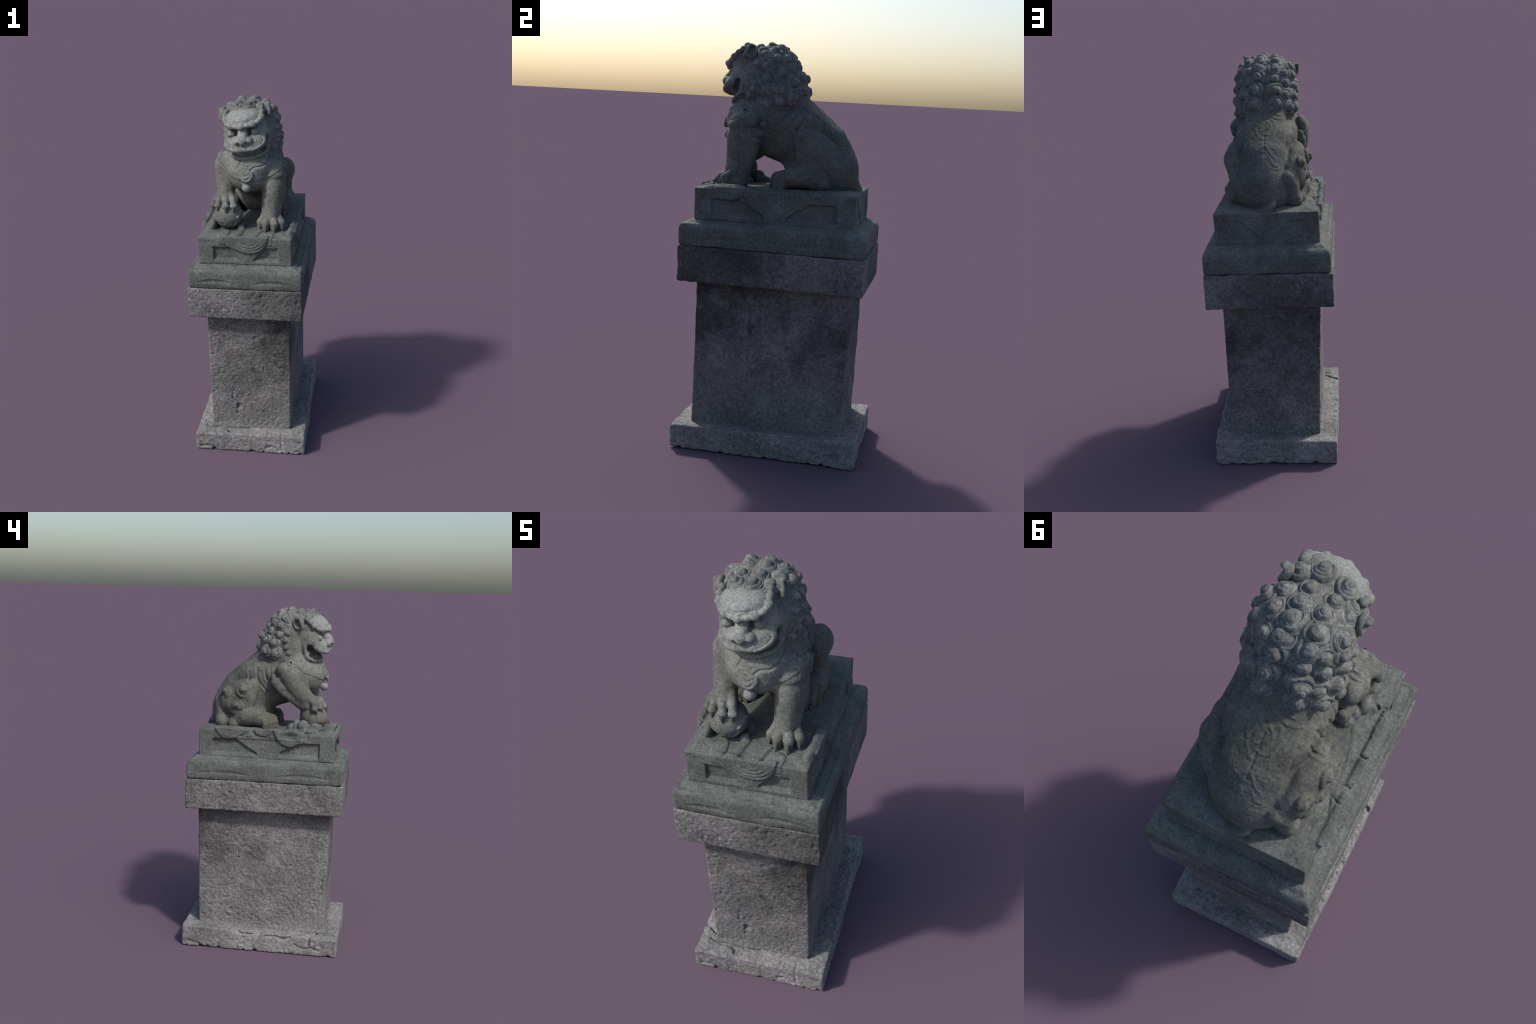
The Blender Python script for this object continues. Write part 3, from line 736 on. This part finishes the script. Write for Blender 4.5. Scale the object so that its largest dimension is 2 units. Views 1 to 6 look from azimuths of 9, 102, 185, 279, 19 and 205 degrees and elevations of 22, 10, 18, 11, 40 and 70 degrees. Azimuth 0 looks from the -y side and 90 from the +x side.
# muzzle and upper lip mass
L.add(ell(H(0, 0.112, -0.056), (0.094, 0.068, 0.042), HR), 0.015, HEAD)
# eye hollows
for s in (-1, 1):
    L.cut(ell(H(s * 0.058, 0.163, -0.003), (0.048, 0.052, 0.024), HR), 0.006)
# open mouth: a wedge that breaks into both cheeks, solid at the back of the throat
for s in (-1, 1):
    for pts, r in (([(0.072, 0.092, -0.062), (0.15, 0.088, -0.060)], 0.023), ([(0.055, 0.108, -0.085), (0.15, 0.105, -0.085)], 0.020), ([(0.055, 0.118, -0.108), (0.14, 0.112, -0.108)], 0.015)):
        L.cut(limb(Hs([(s * a, f, u) for a, f, u in pts]), r), 0.005)
L.cut(ell(H(0, 0.150, -0.116), (0.100, 0.070, 0.023), HR), 0.005)
# tongue and throat
L.add(ell(H(0, 0.060, -0.124), (0.080, 0.046, 0.034), HR), 0.006, HEAD)
# lower jaw and its lip
L.add(ell(H(0, 0.058, -0.143), (0.090, 0.066, 0.022), HR), 0.012, JAW)
jaw_lip = [(-0.104, 0.068, -0.102), (-0.095, 0.092, -0.120), (-0.070, 0.113, -0.133), (-0.035, 0.126, -0.140), (0, 0.130, -0.141)]
jaw_lip = [(a, f, u - 0.006) for a, f, u in jaw_lip + [(-a, f, u) for a, f, u in jaw_lip[-2::-1]]]
L.add(limb(Hs(smooth_line(jaw_lip, 3)), 0.0105), 0.010, JAW)
# upper lip: a curled flap that ends in folds below each cheek
lip = [(-0.104, 0.126, -0.056), (-0.100, 0.139, -0.068), (-0.082, 0.157, -0.080), (-0.044, 0.172, -0.089), (0, 0.176, -0.088)]
lip = lip + [(-a, f, u) for a, f, u in lip[-2::-1]]
L.add(limb(Hs(smooth_line(lip, 3)), 0.0138), 0.022, HEAD)
for off in (0.0, 0.011, 0.021):
    ln = [H(a * (1 - off), f + 0.0165 - abs(a) * 0.06 - off * 0.15, u + off + 0.004) for a, f, u in smooth_line(lip, 3) if (0.03 if off == 0 else 0.055) < abs(a)]
    for side in ((0, 1) if off == 0.011 else (1,)):
        seg = [p for p in ln if ((p - HO) @ hx > 0) == bool(side)]
        L.cut(limb(seg, 0.0038), 0.005)
# cheek ridge above the lip, running back over the mouth corner
for s in (-1, 1):
    L.add(limb(Hs([(s * 0.050, 0.150, -0.060), (s * 0.085, 0.128, -0.042), (s * 0.106, 0.092, -0.016)]), [0.019, 0.015, 0.009]), 0.020, HEAD)
    L.add(limb(Hs(smooth_line([(s * 0.112, 0.088, -0.028), (s * 0.116, 0.066, -0.040), (s * 0.114, 0.062, -0.072), (s * 0.104, 0.070, -0.100)], 3)), 0.0065), 0.020, HEAD)
# nose
L.add(limb(Hs([(0.005, 0.150, 0.000), (0.005, 0.166, -0.022), (0.005, 0.178, -0.040)]), [0.026, 0.029, 0.030]), 0.006, HEAD)
for s in (-1, 1):
    L.add(ell(H(0.005 + s * 0.027, 0.172, -0.044), (0.026, 0.025, 0.0205), HR), 0.004, HEAD)
    L.cut(ell(H(0.005 + s * 0.023, 0.201, -0.056), (0.0135, 0.020, 0.0105), HR), 0.003)
# eyes
for s in (-1, 1):
    L.add(ell(H(s * 0.066, 0.128, -0.007), (0.025, 0.026, 0.0195), HR), 0.003, EYE)
    L.add(limb(Hs([(s * 0.040, 0.145, -0.026), (s * 0.066, 0.139, -0.031), (s * 0.092, 0.118, -0.022)]), [0.007, 0.008, 0.007]), 0.006, HEAD)
# brow: a beaded rope that frames the forehead
brow = [(-0.098, 0.078, 0.100), (-0.103, 0.098, 0.084), (-0.101, 0.118, 0.062), (-0.087, 0.141, 0.044), (-0.061, 0.160, 0.036), (-0.033, 0.171, 0.033), (0, 0.175, 0.032)]
brow = [(a + 0.006, f - 0.006 * (a < -0.02), u) for a, f, u in brow + [(-a, f, u) for a, f, u in brow[-2::-1]]]
L.add(limb(Hs(smooth_line(brow, 3)), 0.0105), 0.004, BROW)
for i, p in enumerate(smooth_line(brow, 2)):
    if i % 2 == 0:
        r = 0.0150 + 0.0035 * math.sin(i * 1.7)
        L.add(ell(H(*p), (r * 1.05, r, r), HR), 0.003, BROW)
L.relief((-0.06, -0.36, 1.85), (0.03, -0.28, 1.92), lambda X, Y, Z: -0.0025 * bump(np.abs((Z - 0.15 * X) - 1.900) / 0.005) - 0.002 * bump(np.abs((Z - 0.15 * X) - 1.890) / 0.004))
# ears: cupped leaves with a rolled front rim
for s in (-1, 1):
    er = np.array([hx * s * 0.92 + hf * 0.10 + hu * 0.22, hf - 0.10 * s * hx, hu - 0.22 * s * hx])
    er[0] /= np.linalg.norm(er[0])
    er[1] -= er[0] * (er[1] @ er[0])
    er[1] /= np.linalg.norm(er[1])
    er[2] = np.cross(er[0], er[1])
    c = H(s * 0.122, 0.026, 0.084)
    L.add(ell(c, (0.018, 0.030, 0.038), er), 0.006, EAR)
    L.cut(ell(c + er[0] * 0.017 - hf * 0.002, (0.020, 0.020, 0.030), er), 0.004)
    L.add(limb([H(s * 0.132, 0.036, 0.112), H(s * 0.136, 0.046, 0.088), H(s * 0.132, 0.054, 0.062)], [0.007, 0.008, 0.011]), 0.005, EAR)
    L.add(ell(H(s * 0.134, 0.028, 0.112), (0.012, 0.012, 0.008), HR), 0.006, EAR)

# close the lion where it grows out of the block
sl, X, Y, Z = L.box((-9, -9, -9), (9, 9, 9))
L.d = np.maximum(L.d, np.broadcast_to((1.283 + 0.0175 * (Y + 0.013)) - Z, L.n)).astype(f32)

V, Q, vlab = L.mesh()
V = relax(V, Q, 1, 0.4)
N = vertex_normals(V, Q)
erode = sstep(0.10, 0.3, V[:, 1]) * sstep(0.13, 0.05, np.abs(V[:, 0] - 0.02)) * sstep(1.45, 1.50, V[:, 2])   # flaking back
h = 0.0011 * fbm(V, 70, 3, 5) + 0.0016 * fbm(V, 24, 2, 9) + 0.0018 * erode * fbm(V, 110, 2, 13)
V = V + N * h[:, None]
N = vertex_normals(V, Q)

# one smooth surface, split by region into named parts
parts = {}
qlab = vlab[Q[:, 0]]
torso = None
order = [(TORSO, "torso"), (HEAD, "head"), (MANE, "mane"), (ARM_L, "forelimb"), (ARM_R, "forelimb"), (LEG_L, "hindlimb"), (LEG_R, "hindlimb"), (TAIL, "tail"), (BALL, "ball")]
for lab, nm in order:
    keep = qlab == lab
    if lab == TORSO:
        keep |= qlab == 0
    parts[lab] = make_obj(nm, sub_mesh(nm, V, Q, N, keep), root, mat_lion)
for lab, nm, par in ((EAR, "ear", HEAD), (EYE, "eye", HEAD), (BROW, "eyebrow", HEAD)):
    side = ((V[Q].mean(1) - HO) @ hx) > 0
    for sd in ((True, False) if lab != BROW else (None,)):
        keep = (qlab == lab) & (True if sd is None else side == sd)
        make_obj(nm, sub_mesh(nm, V, Q, N, keep), parts[par], mat_lion)
make_obj("lower_jaw", sub_mesh("lower_jaw", V, Q, N, qlab == JAW), parts[HEAD], mat_lion)
make_obj("collar", sub_mesh("collar", V, Q, N, qlab == COLLAR), parts[TORSO], mat_lion)
make_obj("leg_fur_scroll", sub_mesh("leg_fur_scroll", V, Q, N, qlab == CURLS), parts[LEG_R], mat_lion)["kind"] = "stuff"
make_obj("bell_and_knot", sub_mesh("bell_and_knot", V, Q, N, qlab == BELL), parts[TORSO], mat_lion)

# ------------------------------------------------------------------ claws
def claw_mesh():
    """tapered, slightly hooked cone along +z, unit length"""
    nr, nt = 8, 14
    ts = np.linspace(0, 1, nr)
    v = []
    for t in ts:
        r = 0.30 * (1 - t) ** 0.75 * (1 + 0.25 * math.sin(math.pi * t))
        for j in range(nt):
            a = 2 * math.pi * j / nt
            v.append((r * math.cos(a), r * math.sin(a) - 0.12 * t * t, t))
    q = [(i * nt + j, i * nt + (j + 1) % nt, (i + 1) * nt + (j + 1) % nt, (i + 1) * nt + j) for i in range(nr - 1) for j in range(nt)]
    return np_mesh("claw", np.array(v), np.array(q))
claw = claw_mesh()
def put_claw(a, b, parent, fat=1.0):
    a, b = Vector(a), Vector(b)
    z = b - a
    m = z.to_track_quat("Z", "Y").to_matrix().to_4x4()
    ln = z.length
    make_obj("claw", claw, parent, mat_lion, Matrix.Translation(a) @ m @ Matrix.Diagonal((ln * fat, ln * fat, ln, 1)))
for a, b in (((0.066, -0.292, 1.336), (0.062, -0.312, 1.302)), ((0.098, -0.316, 1.336), (0.097, -0.340, 1.303)), ((0.145, -0.322, 1.336), (0.147, -0.346, 1.302)), ((0.181, -0.289, 1.336), (0.189, -0.309, 1.303))):
    put_claw(a, b, parts[ARM_L], 0.75)
for a, b in (((-0.192, -0.285, 1.434), (-0.190, -0.296, 1.400)), ((-0.160, -0.314, 1.438), (-0.157, -0.322, 1.402)), ((-0.113, -0.335, 1.440), (-0.108, -0.342, 1.402)), ((-0.070, -0.328, 1.440), (-0.069, -0.330, 1.404))):
    put_claw(a, b, parts[ARM_R], 0.85)
for s, lab in ((1, LEG_L), (-1, LEG_R)):
    for ox, y in ((-0.042, -0.058), (-0.016, -0.055), (0.010, -0.036), (0.030, -0.008)):
        put_claw((s * (0.150 + ox), y, 1.325), (s * (0.150 + ox * 1.05), y - 0.010, 1.296), parts[lab], 0.8)

# ------------------------------------------------------------------ mane curls
def curl_mesh(name, turns, hand, knob, seed):
    """snail-shell curl: coiled dome with engraved strands and a big round knob, unit radius, up +z"""
    nr, nt = 36, 72
    r = np.linspace(0, 1, nr)[:, None] ** 0.9
    th = np.linspace(0, 2 * math.pi, nt, endpoint=False)[None, :]
    ph = r * turns - hand * th / (2 * math.pi)
    fr = ph - np.floor(ph)
    dome = 0.52 * np.clip(1 - (r * 0.99) ** 2.2, 0, 1) ** 0.55
    coil = 0.15 * (np.abs(np.sin(math.pi * fr)) ** 0.8 - 0.65) * sstep(0.15, 0.5, r) * sstep(1.0, 0.88, r)
    strands = 0.014 * np.cos(2 * math.pi * ph * 4) * sstep(0.45, 0.6, r) * sstep(1.0, 0.9, r)
    kn = knob * np.clip(1 - (r / 0.52) ** 2.4, 0, 1) ** 0.6
    z = dome + coil + strands + kn + 0 * th
    wob = 1 + 0.05 * np.sin(2 * th + seed) + 0.03 * np.sin(3 * th + 2 * seed)
    x, y = r * np.cos(th) * wob, r * np.sin(th) * wob
    skirt = np.array([[1.0, -0.12], [0.95, -0.75]])
    X = np.vstack([x] + [x[-1:] * s for s, _ in skirt])
    Y = np.vstack([y] + [y[-1:] * s for s, _ in skirt])
    Z = np.vstack([z] + [np.full((1, nt), b) for _, b in skirt])
    v = np.stack([X, Y, Z], -1).reshape(-1, 3)
    v = v + np.array([[0, 0, 1]]) * 0.04 * fbm(v + seed * 3.7, 5, 3, seed)[:, None]
    q = [(i * nt + j, (i + 1) * nt + j, (i + 1) * nt + (j + 1) % nt, i * nt + (j + 1) % nt) for i in range(nr + 1) for j in range(nt)]
    return np_mesh(name, v, np.array(q))

curl_kinds = [curl_mesh("mane_curl", 2.3 + 0.25 * (i % 3), 1 if i % 2 else -1, 0.27 + 0.05 * (i % 3), i + 1) for i in range(6)]

def place_curl(name, p, R, i, parent, core=None, lift=0.0):
    """drop a curl on the body: slide it in along the line from its rough position to the core until it meets the stone"""
    p = np.array(p, float)
    core = np.array([0.6 * p[0] * sstep(1.90, 1.95, p[2]), -0.09 + (p[1] + 0.09) * 0.75 * sstep(1.90, 1.95, p[2]), np.clip(p[2], 1.74, 1.87)]) if core is None else np.array(core, float)
    d = (p - core) / np.linalg.norm(p - core)
    t = 0.0
    q = p + d * 0.035
    while t < 0.12 and body_distance(q - d * t) > 0:
        t += 0.001
    q = q - d * t
    e = 0.012
    g = np.array([body_distance(q + e * v) - body_distance(q - e * v) for v in I3])
    g /= np.linalg.norm(g)
    g = g * 0.5 + d * 0.5
    rot = Vector(g).to_track_quat("Z", "Y").to_matrix().to_4x4()
    spin = Matrix.Rotation(rng.uniform(0, 6.28), 4, "Z")
    s = R * rng.uniform(0.94, 1.06)
    m = Matrix.Translation(Vector(q - g * (0.30 - lift) * R)) @ rot @ spin @ Matrix.Diagonal((s, s, s * rng.uniform(0.9, 1.1), 1))
    make_obj(name, curl_kinds[i % len(curl_kinds)], parent, mat_curl, m)

curls = []
# two columns down the back of the head
for x, y, z in ((-0.058, 0.063, 1.765), (0.054, 0.060, 1.768), (-0.056, 0.041, 1.826), (0.045, 0.045, 1.832), (-0.054, 0.019, 1.882), (0.038, 0.025, 1.892), (-0.052, -0.017, 1.930), (0.034, -0.018, 1.940), (-0.055, -0.057, 1.965), (0.024, -0.062, 1.976)):
    curls.append((x, y, z, 0.046))
# columns beside them
for x, y, z in ((0.122, 0.026, 1.742), (0.105, 0.022, 1.806), (0.090, 0.015, 1.867), (0.084, -0.013, 1.923), (-0.125, 0.031, 1.745), (-0.103, 0.025, 1.803), (-0.108, -0.003, 1.857), (-0.101, -0.022, 1.905),
                (0.082, -0.079, 1.957), (-0.118, -0.085, 1.930)):
    curls.append((x, y, z, 0.043))
# flanks of the mane
for x, y, z in ((0.150, -0.024, 1.716), (0.155, -0.042, 1.771), (0.138, -0.030, 1.850), (0.122, -0.058, 1.915), (0.145, -0.105, 1.706), (0.150, -0.100, 1.768), (0.145, -0.092, 1.822), (0.140, -0.106, 1.876), (0.120, -0.120, 1.930),
                (-0.136, -0.025, 1.792), (-0.145, -0.033, 1.733), (-0.147, -0.060, 1.836), (-0.141, -0.066, 1.889), (-0.125, -0.098, 1.925)):
    curls.append((x, y, z, 0.041))
# small curls that edge the face
for x, y, z in ((0.137, -0.183, 1.737), (0.138, -0.157, 1.766), (0.140, -0.150, 1.800), (0.146, -0.165, 1.836), (0.158, -0.155, 1.885), (-0.140, -0.108, 1.850), (-0.145, -0.098, 1.809), (-0.145, -0.100, 1.770), (-0.142, -0.115, 1.738)):
    curls.append((x, y, z, 0.030))
# the crown, in rows down to the forehead
for x, y, z in ((0.024, -0.110, 1.995), (-0.048, -0.108, 1.985), (0.089, -0.140, 1.972), (0.018, -0.168, 1.990), (-0.056, -0.164, 1.977), (-0.113, -0.150, 1.950)):
    curls.append((x, y, z, 0.039))
for x, y, z in ((0.070, -0.213, 1.964), (0.012, -0.232, 1.968), (-0.062, -0.218, 1.952), (-0.104, -0.182, 1.940)):
    curls.append((x, y, z, 0.0351))
for i, (x, y, z, R) in enumerate(curls):
    place_curl("mane_curl", (x, y, z), R, i, parts[MANE], None, 0.25 if R == 0.0351 else 0.0)
